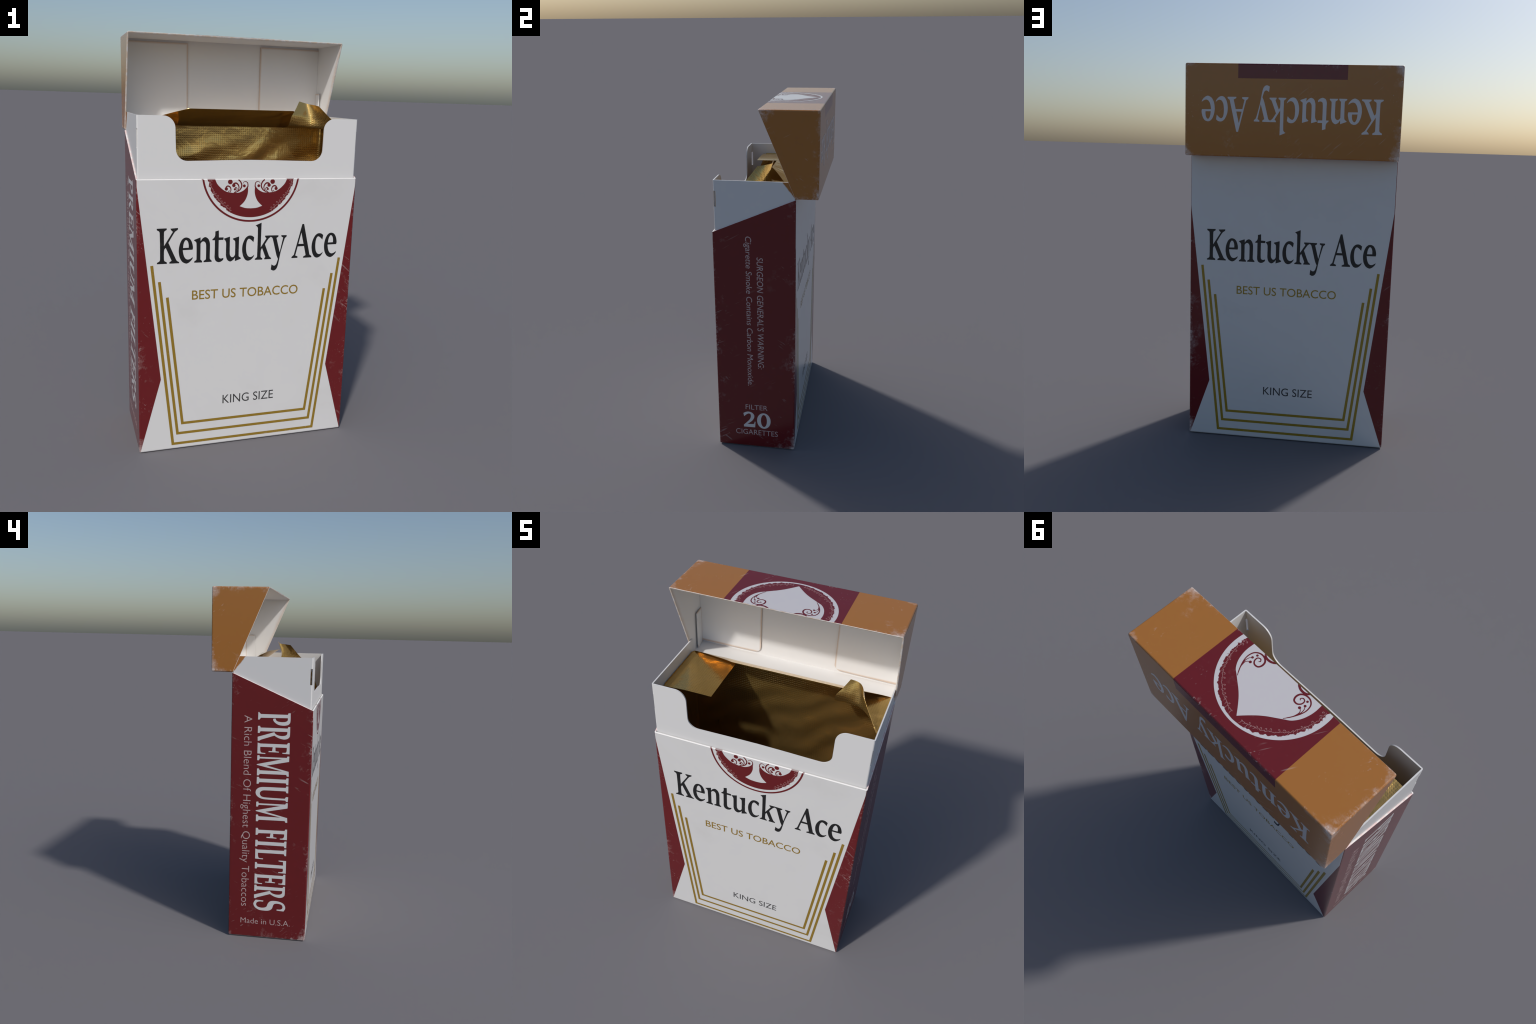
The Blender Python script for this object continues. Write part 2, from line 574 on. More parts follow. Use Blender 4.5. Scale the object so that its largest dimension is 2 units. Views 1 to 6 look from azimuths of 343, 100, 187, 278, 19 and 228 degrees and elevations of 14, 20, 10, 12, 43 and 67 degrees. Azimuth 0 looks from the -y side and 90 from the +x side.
def catmull(pts, steps):
    out = []
    P = [Vector(p) for p in pts]
    P = [P[0] * 2 - P[1]] + P + [P[-1] * 2 - P[-2]]
    for i in range(1, len(P) - 2):
        for k in range(steps):
            t = k / steps
            a, b, c, d = P[i - 1:i + 3]
            out.append(0.5 * ((2 * b) + (c - a) * t + (2 * a - 5 * b + 4 * c - d) * t * t + (3 * b - a - 3 * c + d) * t ** 3))
    out.append(P[-2].copy())
    return out


# right end flap: lies flat behind, its torn front part rolled up into a short curved wall.
# Each profile runs from the back of the flap, round the roll, to the torn top edge.
profiles = [
    [(0.272, 0.146, 1.572), (0.270, 0.050, 1.574), (0.274, 0.008, 1.582), (0.276, -0.006, 1.598), (0.284, -0.013, 1.633), (0.304, -0.002, 1.660), (0.334, 0.018, 1.709)],
    [(0.333, 0.146, 1.571), (0.332, 0.060, 1.573), (0.335, 0.018, 1.578), (0.337, 0.004, 1.592), (0.340, -0.002, 1.630), (0.348, 0.006, 1.660), (0.360, 0.023, 1.7025)],
    [(0.394, 0.146, 1.571), (0.396, 0.060, 1.572), (0.400, 0.012, 1.575), (0.402, -0.006, 1.586), (0.395, -0.002, 1.625), (0.388, 0.006, 1.655), (0.383, 0.017, 1.6965)],
    [(0.455, 0.146, 1.571), (0.458, 0.030, 1.571), (0.462, -0.045, 1.573), (0.460, -0.064, 1.582), (0.440, -0.048, 1.620), (0.422, -0.032, 1.650), (0.402, -0.012, 1.6925)],
    [(0.5165, 0.146, 1.5705), (0.5165, 0.020, 1.5705), (0.5165, -0.100, 1.5705), (0.5165, -0.152, 1.5705), (0.470, -0.108, 1.621), (0.440, -0.080, 1.655), (0.413, -0.054, 1.687)],
]
rows = [catmull(p, 6) for p in profiles]
grid = []
for column in zip(*rows):
    line = catmull(column, 7)
    for q in line:
        q.z += crumple(q, 0.0012, 12.0)
    grid.append(line)
sheet("foil_flap", grid, liner)


# ----------------------------------------------------------------- lettering
def corner(x, y): return (x, y, True)
def smooth(x, y): return (x, y, False)


# Letterforms in tenths of a millimetre from each letter's left edge and baseline.
ROMAN = {
    "K": dict(width=1033, outline=[
        (corner(0, 1662), corner(459, 1668), smooth(455, 1597), smooth(356, 1533), smooth(334, 1437), corner(332, 837), corner(745, 1498), smooth(664, 1576), corner(628, 1648), corner(982, 1671), smooth(974, 1596), smooth(834, 1488), corner(534, 988), smooth(887, 185), smooth(939, 106), smooth(1032, 48), corner(1033, -6), corner(581, -5), smooth(581, 53), corner(686, 125), corner(413, 751), smooth(353, 693), smooth(331, 589), smooth(330, 187), smooth(359, 117), smooth(455, 59), corner(459, -10), corner(4, -8), smooth(5, 49), smooth(115, 120), smooth(145, 210), smooth(137, 1443), smooth(108, 1530), smooth(14, 1588))]),
    "e": dict(width=670, outline=[
        (corner(651, 619), corner(189, 614), smooth(200, 515), smooth(245, 329), smooth(329, 195), smooth(435, 152), smooth(555, 185), corner(669, 265), smooth(646, 181), smooth(571, 85), smooth(466, -3), smooth(345, -36), smooth(164, 57), smooth(43, 277), smooth(0, 568), smooth(34, 841), smooth(130, 1079), smooth(250, 1188), smooth(369, 1210), smooth(504, 1157), smooth(603, 1017), smooth(657, 832), smooth(670, 710))],
        counter=[(corner(203, 713), corner(469, 721), smooth(468, 855), smooth(430, 1008), smooth(340, 1090), smooth(265, 1014), smooth(221, 879))]),
    "n": dict(width=860, outline=[
        (corner(0, 1077), corner(309, 1193), corner(319, 1009), smooth(409, 1136), smooth(545, 1200), smooth(683, 1111), smooth(754, 940), smooth(769, 786), smooth(765, 168), smooth(797, 105), smooth(852, 52), corner(860, -7), corner(467, -8), smooth(474, 49), smooth(566, 115), smooth(580, 176), smooth(580, 793), smooth(556, 917), smooth(471, 996), smooth(380, 977), corner(312, 895), corner(313, 126), smooth(390, 53), corner(398, -17), corner(16, -12), smooth(24, 46), smooth(114, 112), smooth(129, 180), smooth(123, 894), smooth(99, 979), smooth(16, 1043))]),
    "t": dict(width=549, outline=[
        (corner(140, 1452), corner(308, 1500), corner(318, 1158), corner(546, 1155), corner(533, 1037), corner(311, 1035), smooth(313, 337), smooth(339, 180), smooth(433, 132), corner(549, 163), smooth(543, 77), smooth(435, -12), smooth(311, -38), smooth(178, 31), smooth(124, 189), smooth(126, 391), corner(127, 1031), corner(0, 1036), corner(7, 1081), smooth(106, 1178), smooth(138, 1284))]),
    "u": dict(width=861, outline=[
        (corner(0, 1089), corner(301, 1183), smooth(301, 439), smooth(320, 282), smooth(409, 176), smooth(511, 203), corner(567, 303), smooth(562, 911), smooth(532, 982), corner(440, 1055), corner(451, 1085), corner(750, 1176), smooth(747, 232), smooth(764, 192), corner(861, 125), corner(854, 78), corner(563, -24), corner(570, 154), smooth(475, 40), smooth(335, -32), smooth(192, 52), smooth(125, 243), smooth(118, 446), smooth(116, 881), smooth(87, 982))]),
    "c": dict(width=615, outline=[
        (corner(588, 1104), corner(555, 871), smooth(473, 960), smooth(375, 1033), smooth(304, 1041), smooth(235, 953), smooth(200, 782), smooth(195, 563), smooth(228, 342), smooth(304, 197), smooth(409, 145), smooth(513, 172), corner(615, 255), smooth(578, 153), smooth(453, 16), smooth(303, -33), smooth(165, 29), smooth(48, 239), smooth(0, 539), smooth(32, 819), smooth(152, 1080), smooth(276, 1185), smooth(394, 1204), smooth(498, 1177))]),
    "k": dict(width=840, outline=[
        (corner(0, 1685), corner(297, 1813), corner(294, 601), corner(571, 1041), corner(498, 1113), corner(496, 1173), corner(792, 1176), corner(782, 1100), smooth(679, 1020), corner(502, 749), smooth(728, 165), smooth(766, 111), smooth(840, 46), corner(833, -1), corner(493, -4), corner(491, 44), corner(542, 120), corner(366, 564), smooth(308, 462), smooth(300, 148), smooth(320, 104), smooth(393, 48), corner(386, -10), corner(13, -5), smooth(20, 47), smooth(98, 104), smooth(123, 156), smooth(122, 1536), smooth(84, 1623))]),
    "y": dict(width=816, outline=[
        (corner(10, 1175), corner(390, 1168), smooth(386, 1108), corner(293, 1041), corner(485, 327), corner(635, 1047), smooth(542, 1111), corner(536, 1169), corner(816, 1163), smooth(804, 1094), smooth(718, 1009), corner(530, 316), smooth(427, -262), smooth(363, -472), smooth(276, -566), smooth(178, -587), corner(58, -528), corner(88, -268), smooth(158, -320), smooth(240, -342), smooth(320, -284), smooth(369, -153), corner(408, -14), smooth(318, 202), smooth(107, 996), smooth(65, 1070), corner(0, 1100))]),
    "A": dict(width=1048, outline=[
        (corner(492, 1690), corner(583, 1692), corner(942, 143), smooth(1048, 57), corner(1043, -5), corner(612, -9), smooth(617, 51), corner(740, 119), corner(632, 584), corner(298, 576), corner(194, 126), smooth(314, 64), corner(309, 0), corner(0, -3), smooth(6, 53), corner(117, 161))],
        counter=[(corner(463, 1270), corner(601, 698), corner(333, 703))]),
}
CONDENSED = {
    "P": dict(width=703, outline=[
        (corner(0, 45), corner(107, 147), corner(97, 1638), corner(10, 1672), corner(5, 1787), smooth(422, 1791), smooth(558, 1763), smooth(661, 1656), smooth(703, 1436), smooth(671, 1139), smooth(532, 913), smooth(400, 830), corner(337, 858), corner(333, 969), smooth(418, 996), smooth(481, 1084), smooth(512, 1282), smooth(495, 1503), smooth(429, 1624), smooth(335, 1646), corner(281, 1639), corner(312, 152), corner(424, 67), corner(417, -3), corner(7, 3))]),
    "R": dict(width=836, outline=[
        (corner(10, 1), corner(0, 113), corner(92, 152), corner(87, 1650), corner(7, 1684), corner(3, 1787), smooth(448, 1785), smooth(560, 1764), smooth(664, 1656), smooth(706, 1460), smooth(660, 1211), smooth(581, 1035), corner(511, 929), corner(769, 181), corner(836, 82), corner(833, 0), corner(615, -5), corner(320, 916), smooth(409, 980), smooth(483, 1106), smooth(519, 1306), smooth(498, 1503), smooth(431, 1612), smooth(330, 1640), corner(276, 1631), corner(297, 145), corner(398, 97), corner(398, -3))]),
    "E": dict(width=674, outline=[
        (corner(53, 2), corner(75, 85), corner(97, 148), corner(89, 1641), corner(0, 1688), corner(3, 1787), corner(632, 1795), corner(614, 1397), corner(564, 1396), smooth(548, 1582), smooth(465, 1629), corner(277, 1635), corner(282, 1002), corner(495, 1013), corner(516, 1203), corner(561, 1197), corner(559, 623), corner(501, 629), corner(499, 821), corner(277, 852), corner(285, 153), smooth(486, 158), smooth(597, 211), corner(623, 449), corner(674, 443), corner(665, -1))]),
    "M": dict(width=1159, outline=[
        (corner(18, 1), corner(0, 114), corner(100, 141), corner(87, 1653), corner(5, 1688), corner(5, 1792), corner(307, 1784), corner(574, 530), corner(869, 1778), corner(1142, 1794), corner(1143, 1687), corner(1049, 1646), corner(1065, 164), corner(1158, 103), corner(1159, 2), corner(768, 1), corner(762, 106), corner(862, 147), corner(863, 1416), corner(564, -12), corner(522, -25), corner(181, 1395), corner(188, 143), corner(297, 96), corner(297, 0))]),
    "I": dict(width=403, outline=[
        (corner(8, 4), corner(9, 118), corner(97, 150), corner(86, 1642), corner(0, 1677), corner(1, 1790), corner(395, 1785), corner(391, 1677), corner(295, 1649), corner(302, 150), corner(403, 102), corner(401, -5))]),
    "U": dict(width=901, outline=[
        (corner(0, 1792), corner(398, 1793), corner(391, 1692), corner(290, 1651), smooth(295, 465), smooth(330, 301), smooth(426, 202), smooth(543, 197), smooth(655, 284), smooth(700, 476), corner(717, 1614), corner(618, 1674), corner(621, 1800), corner(901, 1784), corner(894, 1690), corner(819, 1643), smooth(812, 478), smooth(751, 197), smooth(619, 16), smooth(441, -52), smooth(257, 7), smooth(144, 170), smooth(106, 385), corner(90, 1645), corner(1, 1680))]),
    "F": dict(width=621, outline=[
        (corner(9, 7), corner(9, 123), corner(112, 164), corner(90, 1660), corner(0, 1696), corner(1, 1802), corner(621, 1804), corner(610, 1403), corner(557, 1402), smooth(532, 1559), smooth(448, 1633), corner(289, 1641), corner(300, 1011), corner(504, 1022), corner(525, 1214), corner(571, 1203), corner(565, 633), corner(504, 637), corner(504, 829), corner(290, 862), corner(311, 169), corner(421, 107), corner(423, 4))]),
    "L": dict(width=683, outline=[
        (corner(63, 9), corner(114, 153), corner(90, 1659), corner(2, 1694), corner(0, 1797), corner(401, 1791), corner(394, 1707), corner(291, 1652), corner(307, 165), smooth(495, 174), smooth(612, 229), corner(629, 468), corner(683, 464), corner(669, 9))]),
    "T": dict(width=763, outline=[
        (corner(0, 1369), corner(3, 1801), corner(763, 1804), corner(756, 1370), corner(702, 1376), smooth(686, 1570), smooth(627, 1632), corner(479, 1628), corner(485, 151), corner(584, 101), corner(578, 4), corner(193, 6), corner(191, 105), corner(291, 147), corner(290, 1635), corner(75, 1628), smooth(75, 1551), corner(54, 1370))]),
    "S": dict(width=647, outline=[
        (corner(7, 100), corner(24, 547), corner(95, 536), smooth(100, 312), smooth(168, 169), smooth(297, 127), smooth(415, 201), smooth(473, 400), smooth(455, 611), smooth(382, 740), smooth(195, 814), smooth(46, 941), smooth(0, 1149), smooth(17, 1437), smooth(118, 1701), smooth(287, 1823), smooth(453, 1829), corner(604, 1742), corner(580, 1336), corner(509, 1347), smooth(507, 1530), smooth(455, 1646), smooth(341, 1682), smooth(209, 1612), smooth(156, 1428), smooth(173, 1233), smooth(250, 1143), smooth(493, 1058), smooth(612, 904), smooth(647, 642), smooth(616, 298), smooth(470, 57), smooth(283, -34), smooth(126, 10))]),
    "2": dict(width=726, outline=[
        (corner(0, 935), smooth(117, 1013), smooth(302, 1067), smooth(509, 1015), smooth(640, 870), smooth(647, 684), smooth(547, 487), smooth(406, 338), corner(229, 211), smooth(589, 229), smooth(648, 284), corner(673, 399), corner(726, 399), corner(697, 7), corner(23, 0), corner(19, 134), smooth(220, 345), smooth(386, 550), smooth(447, 743), smooth(426, 900), smooth(323, 937), smooth(183, 861), corner(47, 722))]),
}


def trace(points, steps=5):
    """Closed outline: straight between corners, rounded through smooth points."""
    n = len(points)
    out = []
    for i in range(n):
        a, b, c, d = (points[(i + k) % n] for k in (-1, 0, 1, 2))
        pb, pc = Vector(b[:2]), Vector(c[:2])
        if b[2] and c[2]:
            out.append(tuple(pb))
            continue
        L = (pc - pb).length
        def tangent(p, q, r):
            t = (Vector(r[:2]) - Vector(p[:2]))
            return t.normalized() * L * 0.9 if t.length else t
        tb = (pc - pb) * 0.9 if b[2] else tangent(a, b, c)
        tc = (pc - pb) * 0.9 if c[2] else tangent(b, c, d)
        for k in range(steps):
            t = k / steps
            h = pb * (2 * t ** 3 - 3 * t * t + 1) + tb * (t ** 3 - 2 * t * t + t) + pc * (3 * t * t - 2 * t ** 3) + tc * (t ** 3 - t * t)
            out.append(tuple(h))
    return out


def filled(loops, extrude):
    """2D loops -> solid mesh data (even-odd fill, so inner loops are holes)."""
    cu = bpy.data.curves.new("outline", "CURVE")
    cu.dimensions, cu.fill_mode, cu.extrude = "2D", "BOTH", extrude
    for loop in loops:
        sp = cu.splines.new("POLY")
        sp.points.add(len(loop) - 1)
        for p, (a, b) in zip(sp.points, loop):
            p.co = (a, b, 0, 1)
        sp.use_cyclic_u = True
    return to_mesh(cu)


def to_mesh(cu):
    ob = link(bpy.data.objects.new("outline", cu))
    dg = bpy.context.evaluated_depsgraph_get()
    me = bpy.data.meshes.new_from_object(ob.evaluated_get(dg), depsgraph=dg)
    bpy.data.objects.remove(ob)
    bpy.data.curves.remove(cu)
    return me


class Face:
    """A printed face of the pack: 2D design coordinates -> 3D, standing slightly proud."""

    def __init__(self, origin, u, v, n):
        self.o, self.u, self.v, self.n = Vector(origin), Vector(u), Vector(v), Vector(n)

    def matrix(self, layer, h):
        o = self.o + self.n * (0.0002 + 0.0003 * layer + h)
        return Matrix(((self.u.x, self.v.x, self.n.x, o.x), (self.u.y, self.v.y, self.n.y, o.y),
                       (self.u.z, self.v.z, self.n.z, o.z), (0, 0, 0, 1)))


H = 0.0001
FACE_FRONT = Face((0, FRONT, 0), (1, 0, 0), (0, 0, 1), (0, -1, 0))
FACE_BACK = Face((0, BACK, 0), (-1, 0, 0), (0, 0, 1), (0, 1, 0))
FACE_LEFT = Face((-HALF_W, 0, 0), (0, -1, 0), (0, 0, 1), (-1, 0, 0))
FACE_LEFT_DOWN = Face((-HALF_W, 0, 0), (0, 0, -1), (0, -1, 0), (-1, 0, 0))
FACE_RIGHT = Face((HALF_W, 0, 0), (0, 1, 0), (0, 0, 1), (1, 0, 0))
FACE_RIGHT_DOWN = Face((HALF_W, 0, 0), (0, 0, -1), (0, 1, 0), (1, 0, 0))
FACE_LID_END = Face((0, LID_BACK, 0), (1, 0, 0), (0, 0, -1), (0, 1, 0))        # reads upside down
FACE_LID_TOP = Face((0, LID_LIP_Y - SEAM_V, LID_TOP), (1, 0, 0), (0, 1, 0), (0, 0, 1))


def print_mesh(name, me, face, mat, parent, layer=0):
    me.transform(face.matrix(layer, H))
    me.name = name
    me.materials.clear()
    me.materials.append(mat)
    for p in me.polygons:
        p.material_index = 0
        p.use_smooth = False
    return link(bpy.data.objects.new(name, me), parent)


def print_loops(name, loops, face, mat, parent, layer=0):
    return print_mesh(name, filled(loops, H), face, mat, parent, layer)


def glyph_loops(g, x, y, sx=1.0, sy=1.0):
    out = []
    for l in list(g["outline"]) + list(g.get("counter", [])):
        out.append([(x + a * 1e-4 * sx, y + b * 1e-4 * sy) for a, b in trace(l)])
    return out


# each letter of the wordmark with its left edge, tenths of a millimetre from the pack's centre line
WORDMARK = (("K", -4452), ("e", -3436), ("n", -2721), ("t", -1846), ("u", -1291), ("c", -378), ("k", 258),
            ("y", 1044), ("A", 2153), ("c", 3187), ("e", 3848))


def wordmark(face, baseline, mat, parent):
    for i, (ch, x) in enumerate(WORDMARK):
        # neighbouring k and y share a serif, t and u touch: tiny steps in layer keep the faces apart
        print_loops("wordmark_letter", glyph_loops(ROMAN[ch], x * 1e-4, baseline), face, mat, parent, 0.1 * (i % 2))


wordmark(FACE_FRONT, 0.9612, M_BLACK, body)
wordmark(FACE_BACK, 0.9932, M_BLACK_BACK, body)
wordmark(FACE_LID_END, -1.8372, M_LID_WHITE, lid)

SLOGAN = (("P", -27), ("R", 737), ("E", 1624), ("M", 2377), ("I", 3615), ("U", 4081), ("M", 5045),
          ("F", 6589), ("I", 7297), ("L", 7769), ("T", 8456), ("E", 9289), ("R", 10023), ("S", 10944))
for ch, x in SLOGAN:
    print_loops("slogan_letter", glyph_loops(CONDENSED[ch], -1.3307 + x * 1e-4, -0.0185), FACE_LEFT_DOWN, M_WHITE_INK, body)

print_loops("numeral", glyph_loops(CONDENSED["2"], -0.1349, 0.1360), FACE_RIGHT, M_WHITE_INK, body)
print_loops("numeral", [arc(-0.0123, 0.1863, 0.0407, 0.0535, 0, 354, 59), arc(-0.0119, 0.1864, 0.0180, 0.0420, 0, 354, 59)],
            FACE_RIGHT, M_WHITE_INK, body)


def caption(text, face, u0, u1, v0, v1, mat, weight=0.0, shear=0.0, ref=None):
    """Sans lettering fitted to a measured width; v0..v1 is baseline to cap height."""
    cu = bpy.data.curves.new("caption", "FONT")
    cu.body = text
    cu.size = 1.0
    cu.fill_mode = "BOTH"
    cu.offset = weight
    cu.shear = shear
    cu.resolution_u = 4
    me = to_mesh(cu)
    xs = [p.co.x for p in me.vertices]
    cap = 0.683                     # cap height of the built-in font at size 1
    sx = (u1 - u0) / (max(xs) - min(xs))
    sy = (v1 - v0) / cap
    bm = bmesh.new()
    bm.from_mesh(me)
    for v in bm.verts:
        v.co = (u0 + (v.co.x - min(xs)) * sx, v0 + v.co.y * sy, 0.0)
    ext = bmesh.ops.extrude_face_region(bm, geom=bm.faces[:])
    for v in ext["geom"]:
        if isinstance(v, bmesh.types.BMVert):
            v.co.z += H
    for v in bm.verts:
        v.co.z -= H * 0.5
    bmesh.ops.recalc_face_normals(bm, faces=bm.faces)
    bm.to_mesh(me)
    bm.free()
    ob = print_mesh("caption", me, face, mat, body)
    return ob


caption("BEST US TOBACCO", FACE_FRONT, -0.2797, 0.2555, 0.7785, 0.8235, M_GOLD, 0.006)
caption("KING SIZE", FACE_FRONT, -0.1200, 0.1475, 0.2215, 0.2672, M_GREY, 0.0)
caption("BEST US TOBACCO", FACE_BACK, -0.2797, 0.2535, 0.8143, 0.8580, M_GOLD_BACK, 0.003)
caption("KING SIZE", FACE_BACK, -0.1215, 0.1468, 0.2562, 0.2998, M_GREY, 0.0)
caption("A Rich Blend Of Highest Quality Tobaccos", FACE_LEFT_DOWN, -1.3126, -0.1909, -0.0950, -0.0510, M_PINK, -0.012)
caption("Made in U.S.A.", FACE_LEFT, -0.0960, 0.1948, 0.0853, 0.1188, M_PINK, -0.012)
caption("SURGEON GENERAL'S WARNING:", FACE_RIGHT_DOWN, -1.2172, -0.5345, -0.0430, -0.0088, M_PINK, 0.0, 0.16)
caption("Cigarette Smoke Contains Carbon Monoxide.", FACE_RIGHT_DOWN, -1.3335, -0.4196, -0.1035, -0.0712, M_PINK, 0.0, 0.16)
caption("FILTER", FACE_RIGHT, -0.1203, 0.0102, 0.2588, 0.2914, M_PINK, -0.004)
caption("CIGARETTES", FACE_RIGHT, -0.1818, 0.0713, 0.0840, 0.1193, M_PINK, -0.004)


# ----------------------------------------------------------------- printed lines
def ribbon_loops(points, width):
    """Open polyline of constant width with mitred bends, as one closed loop."""
    P = [Vector(p) for p in points]
    left, right = [], []
    for i, p in enumerate(P):
        d0 = (p - P[i - 1]).normalized() if i else (P[1] - p).normalized()
        d1 = (P[i + 1] - p).normalized() if i < len(P) - 1 else d0
        n0, n1 = Vector((-d0.y, d0.x)), Vector((-d1.y, d1.x))
        m = (n0 + n1).normalized()
        m *= width / 2 / max(0.35, m.dot(n0))
        left.append(tuple(p + m))
        right.append(tuple(p - m))
    return [left + right[::-1]]


for face, dz, tops in ((FACE_FRONT, 0.0, ((0.4693, 0.9535), (0.4344, 0.8742), (0.3975, 0.7964))),
                       (FACE_BACK, 0.0075, ((0.4694, 0.9630), (0.4346, 0.8835), (0.3980, 0.8053)))):
    for (xt, zt), (xb, zb) in zip(tops, ((0.3712, 0.0305), (0.3480, 0.0855), (0.3236, 0.1385))):
        print_loops("gold_line", ribbon_loops([(-xt, zt), (-xb, zb + dz), (xb, zb + dz), (xt, zt)], 0.0136), face, M_GOLD_BACK if face is FACE_BACK else M_GOLD, body)


# ----------------------------------------------------------------- emblem
CY, R_OUT = 1.386, 0.238          # circle spans body and lid
BODY_TOP, LID_LOW = SEAM_V - 0.0008, SEAM_V + 0.0012


def clip_arc(r_fn, low, high, n=160):
    """Closed loop of r(angle) about the emblem centre, cut straight at a seam."""
    pts = []
    for i in range(n + 1):
        a = low + (high - low) * i / n
        r = r_fn(a)
        pts.append((r * math.cos(a), CY + r * math.sin(a)))
    return pts


def seam_angle(r, v):
    return math.asin((v - CY) / r)


def sector(r_fn, r_ref, body_side, n=200):
    if body_side:
        a = seam_angle(r_ref, BODY_TOP)
        return clip_arc(r_fn, math.pi - a, TAU + a, n)
    a = seam_angle(r_ref, LID_LOW)
    return clip_arc(r_fn, a, math.pi - a, n)


def serration(a):
    """Irregular leafy bites round the inner disc."""
    s = math.sin(a * 37 + 1.6 * math.sin(a * 9)) + 0.6 * math.sin(a * 61 + 2.0 * math.sin(a * 14)) + 0.35 * math.sin(a * 113)
    return 0.0022 * s


def body_disc(a):
    off = abs(((a - 1.5 * math.pi) + math.pi) % TAU - math.pi)
    if off < 0.56:
        return 0.2157
    return 0.2122 + serration(a) * 0.9


def lid_disc(a):
    off = abs(a - math.pi / 2)
    base = 0.2285 - 0.0115 * min(1.0, off / 1.5)
    return base + serration(a) * min(1.0, max(0.0, off - 0.08) * 4)


def mirrored(loop):
    return [(-x, v) for x, v in reversed(loop)]


def pts(*xy):
    return [(x * 1e-4, v * 1e-4) for x, v in xy]


# body half: thin ring, red field, white stem and lobes of the spade
ring_o = sector(lambda a: R_OUT, R_OUT, True)
ring_i = sector(lambda a: 0.229, 0.229, True)
print_loops("emblem_ring", [ring_o + ring_i[::-1]], FACE_FRONT, M_EMBLEM_RED, body)
print_loops("emblem_field", [sector(body_disc, 0.2115, True, 420)], FACE_FRONT, M_EMBLEM_RED, body)
lobe = catmull([Vector((x, v, 0)) for x, v in pts((1742, 13492), (1655, 13307), (1520, 13154), (1339, 13005), (1135, 12910), (888, 12876),
                                                  (729, 12874), (571, 12892), (392, 12978), (270, 13086), (205, 13180))], 5)
stem = catmull([Vector((x, v, 0)) for x, v in pts((168, 13184), (164, 12898), (224, 12656), (345, 12440), (550, 12240))], 5)
base = catmull([Vector((x, v, 0)) for x, v in pts((550, 12240), (278, 12152), (0, 12129))], 5)
right = [(p.x, p.y) for p in lobe + stem + base[1:]]
print_loops("emblem_spade", [right + mirrored(right)[1:]], FACE_FRONT, M_WHITE_INK, body, 1)

# lid half: white disc, red field, white head of the spade
print_loops("emblem_ring", [sector(lambda a: R_OUT, R_OUT, False)], FACE_LID_TOP, M_LID_WHITE, lid)
print_loops("emblem_field", [sector(lid_disc, 0.217, False, 520)], FACE_LID_TOP, M_LID_RED, lid, 1)
head = catmull([Vector((x, v, 0)) for x, v in pts((1765, 13512), (1778, 13821), (1742, 14116), (1640, 14423), (1460, 14690),
                                                  (1240, 14850), (1000, 15020), (740, 15205), (500, 15410), (240, 15680), (0, 15955))], 5)
right = [(p.x, p.y) for p in head]
print_loops("emblem_spade", [right + mirrored(right)[1:]], FACE_LID_TOP, M_LID_WHITE, lid, 2)


def stroke(points, w0, w1, w2, steps=7):
    """Tapering pen stroke through control points (widths at start, middle, end)."""
    c = catmull([Vector((x, v, 0)) for x, v in points], steps)
    n = len(c)
    left, right = [], []
    for i, p in enumerate(c):
        d = (c[min(i + 1, n - 1)] - c[max(i - 1, 0)]).normalized()
        t = i / (n - 1)
        w = (w0 + (w1 - w0) * t * 2) if t < 0.5 else (w1 + (w2 - w1) * (t * 2 - 1))
        nrm = Vector((-d.y, d.x, 0)) * w * 0.5
        left.append((p + nrm).to_tuple()[:2])
        right.append((p - nrm).to_tuple()[:2])
    return left + right[::-1]


def dot(x, v, r):
    return arc(x * 1e-4, v * 1e-4, r, r, 0, 345, 23)


body_swirls = [
    stroke(pts((640, 13490), (525, 13370), (477, 13190), (560, 13020), (720, 12915), (860, 12880)), 0.006, 0.0062, 0.003),
    stroke(pts((172, 13150), (192, 13330), (290, 13400), (385, 13372), (425, 13290)), 0.005, 0.0034, 0.0014),
    stroke(pts((880, 13280), (800, 13325), (715, 13315), (630, 13215), (612, 13085), (680, 12950)), 0.008, 0.0062, 0.003),
    stroke(pts((1251, 13086), (1200, 13172), (1120, 13194), (1025, 13130), (995, 13000), (1045, 12890)), 0.006, 0.0062, 0.003),
    stroke(pts((813, 13059), (762, 13122), (705, 13080), (722, 12985), (820, 12910)), 0.005, 0.0038, 0.002),
    stroke(pts((1130, 12905), (1080, 12975), (1045, 12955)), 0.003, 0.003, 0.002),
    dot(352, 13197, 0.0068), dot(862, 13224, 0.0082), dot(1217, 13062, 0.0078), dot(806, 13040, 0.0052),
]
disc = [(x, min(v, BODY_TOP)) for x, v in arc(0.1033, 1.3390, 0.0112, 0.0112, 0, 345, 23)]
body_swirls.append(disc)

lid_swirls = [
    stroke(pts((1195, 14850), (1346, 14617), (1491, 14302), (1545, 14029), (1488, 13779), (1310, 13639), (1084, 13638),
               (922, 13749), (880, 13928), (949, 14075), (1110, 14096), (1225, 13988), (1230, 13835), (1120, 13783), (1049, 13859), (1096, 13909)),
           0.0025, 0.0074, 0.0030),
    stroke(pts((1260, 14740), (1395, 14500), (1470, 14250), (1455, 14080), (1390, 13960)), 0.002, 0.0036, 0.002),
    stroke(pts((1240, 14790), (1370, 14560), (1428, 14330), (1400, 14210), (1320, 14140)), 0.002, 0.0034, 0.002),
    dot(1378, 13950, 0.0050), dot(1290, 14136, 0.0056), dot(1312, 13769, 0.0046),
    [(x, max(v, LID_LOW)) for x, v in stroke(pts((1150, 13490), (1080, 13570), (950, 13612), (790, 13600), (660, 13540), (580, 13470)), 0.0080, 0.0092, 0.0080)],
]
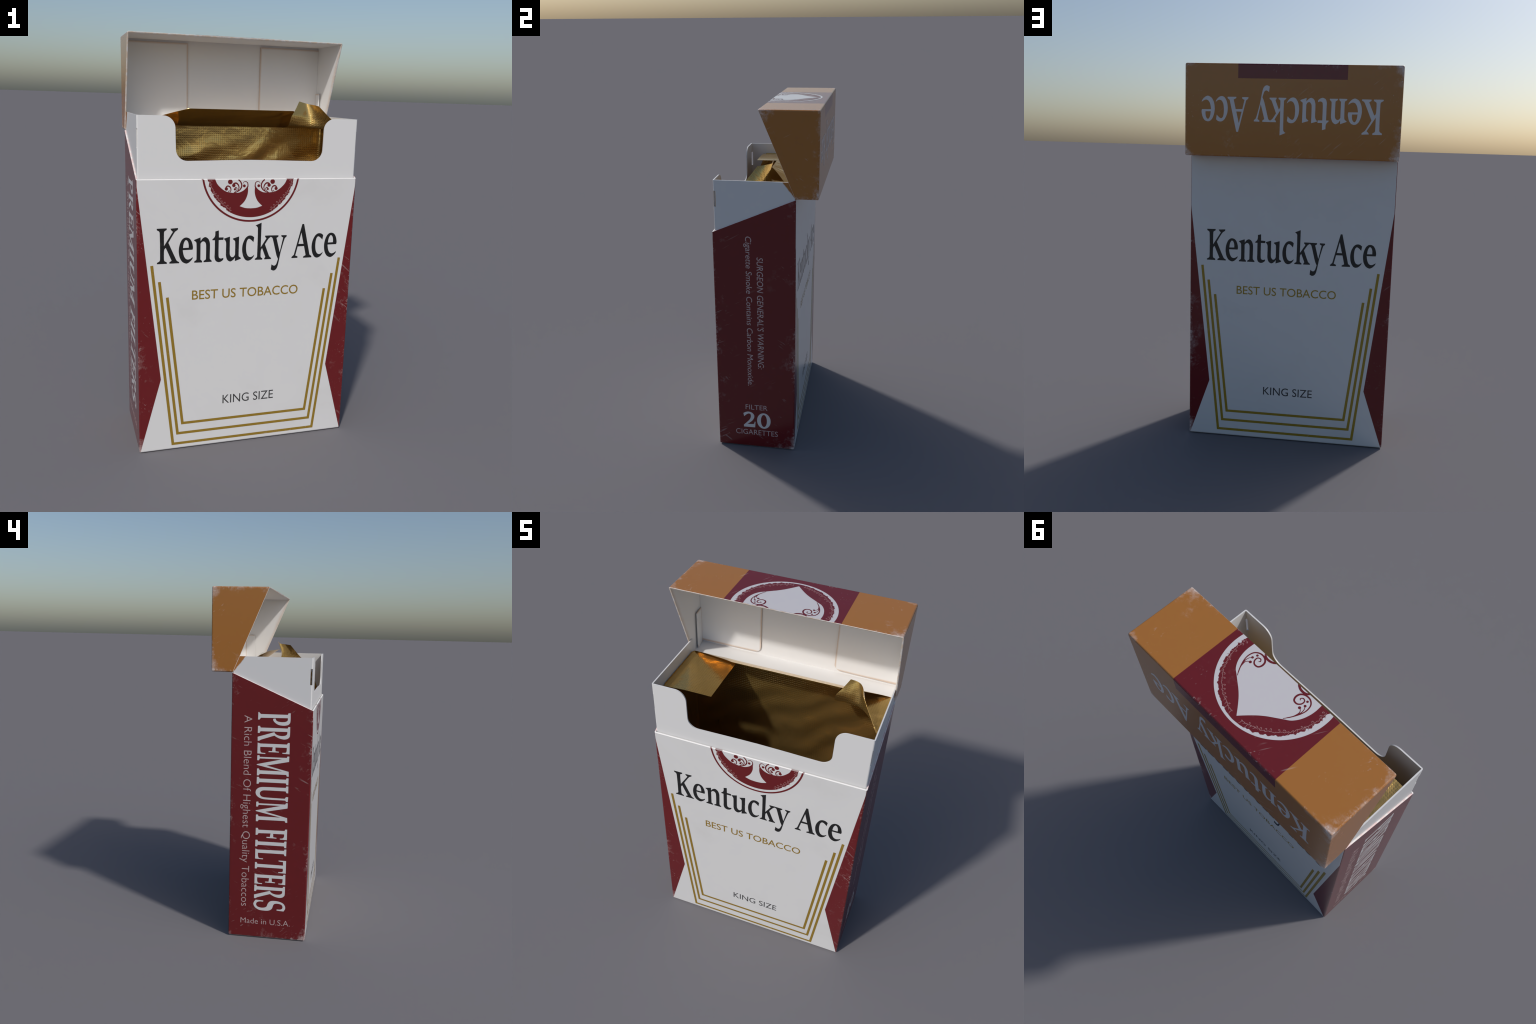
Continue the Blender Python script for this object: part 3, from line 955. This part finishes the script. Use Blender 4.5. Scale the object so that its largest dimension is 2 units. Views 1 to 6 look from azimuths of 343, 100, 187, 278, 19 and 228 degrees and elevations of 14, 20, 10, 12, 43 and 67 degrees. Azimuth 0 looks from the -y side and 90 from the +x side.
for i, s in enumerate(body_swirls):
    for k, loop in enumerate((s, mirrored(s))):
        print_loops("emblem_swirl", [loop], FACE_FRONT, M_EMBLEM_RED, body, 2 + 0.12 * i)
for i, s in enumerate(lid_swirls):
    for loop in (s, mirrored(s)):
        print_loops("emblem_swirl", [loop], FACE_LID_TOP, M_LID_RED, lid, 3 + 0.12 * i)


def vine(a0, a1, radius, count, seed):
    """A run of irregular leafy pen flourishes following the rim."""
    out = []
    step = (a1 - a0) / count
    rnd = random.Random(seed)
    a = a0
    while a < a1:
        w = step * rnd.uniform(0.7, 1.35)
        R = radius + rnd.uniform(-0.0015, 0.0015)

        def at(t, dr):
            q, r = a + w * t, R + dr
            return (r * math.cos(q), CY + r * math.sin(q))
        u = rnd.uniform
        out.append(stroke([at(-0.05, u(-0.003, 0)), at(0.3, u(0.001, 0.004)), at(0.6, u(-0.002, 0.001)), at(1.0, u(0, 0.003))], 0.0014, u(0.0018, 0.0030), 0.0012, 4))
        if rnd.random() < 0.8:
            h = u(0.006, 0.012)
            out.append(stroke([at(0.25, -0.002), at(0.12, -h * 0.7), at(u(0.3, 0.45), -h), at(0.5, -h * 0.5)], 0.0012, u(0.0015, 0.0024), 0.0011, 4))
        if rnd.random() < 0.6:
            h = u(0.008, 0.017)
            out.append(stroke([at(0.7, 0.001), at(u(0.55, 0.7), h * 0.5), at(u(0.8, 1.05), h)], 0.0022, 0.0018, 0.0009, 4))
        a += w
    return out


def print_many(name, loops, face, mat, parent, layer):
    bm = bmesh.new()
    for i, l in enumerate(loops):
        me = filled([l], H)
        me.transform(Matrix.Translation((0, 0, 0.00002 * (i % 5))))
        bm.from_mesh(me)
        bpy.data.meshes.remove(me)
    me = bpy.data.meshes.new(name)
    bm.to_mesh(me)
    bm.free()
    ob = print_mesh(name, me, face, mat, parent, layer)
    ob["kind"] = "stuff"
    return ob


run = vine(math.radians(191), math.radians(238), 0.2030, 10, 11)
print_many("emblem_vine", run + [mirrored(l) for l in run], FACE_FRONT, M_VINE, body, 1)
run = vine(math.radians(-7), math.radians(82), 0.2085, 21, 5)
print_many("emblem_vine", run + [mirrored(l) for l in run], FACE_LID_TOP, M_VINE, lid, 2.5)
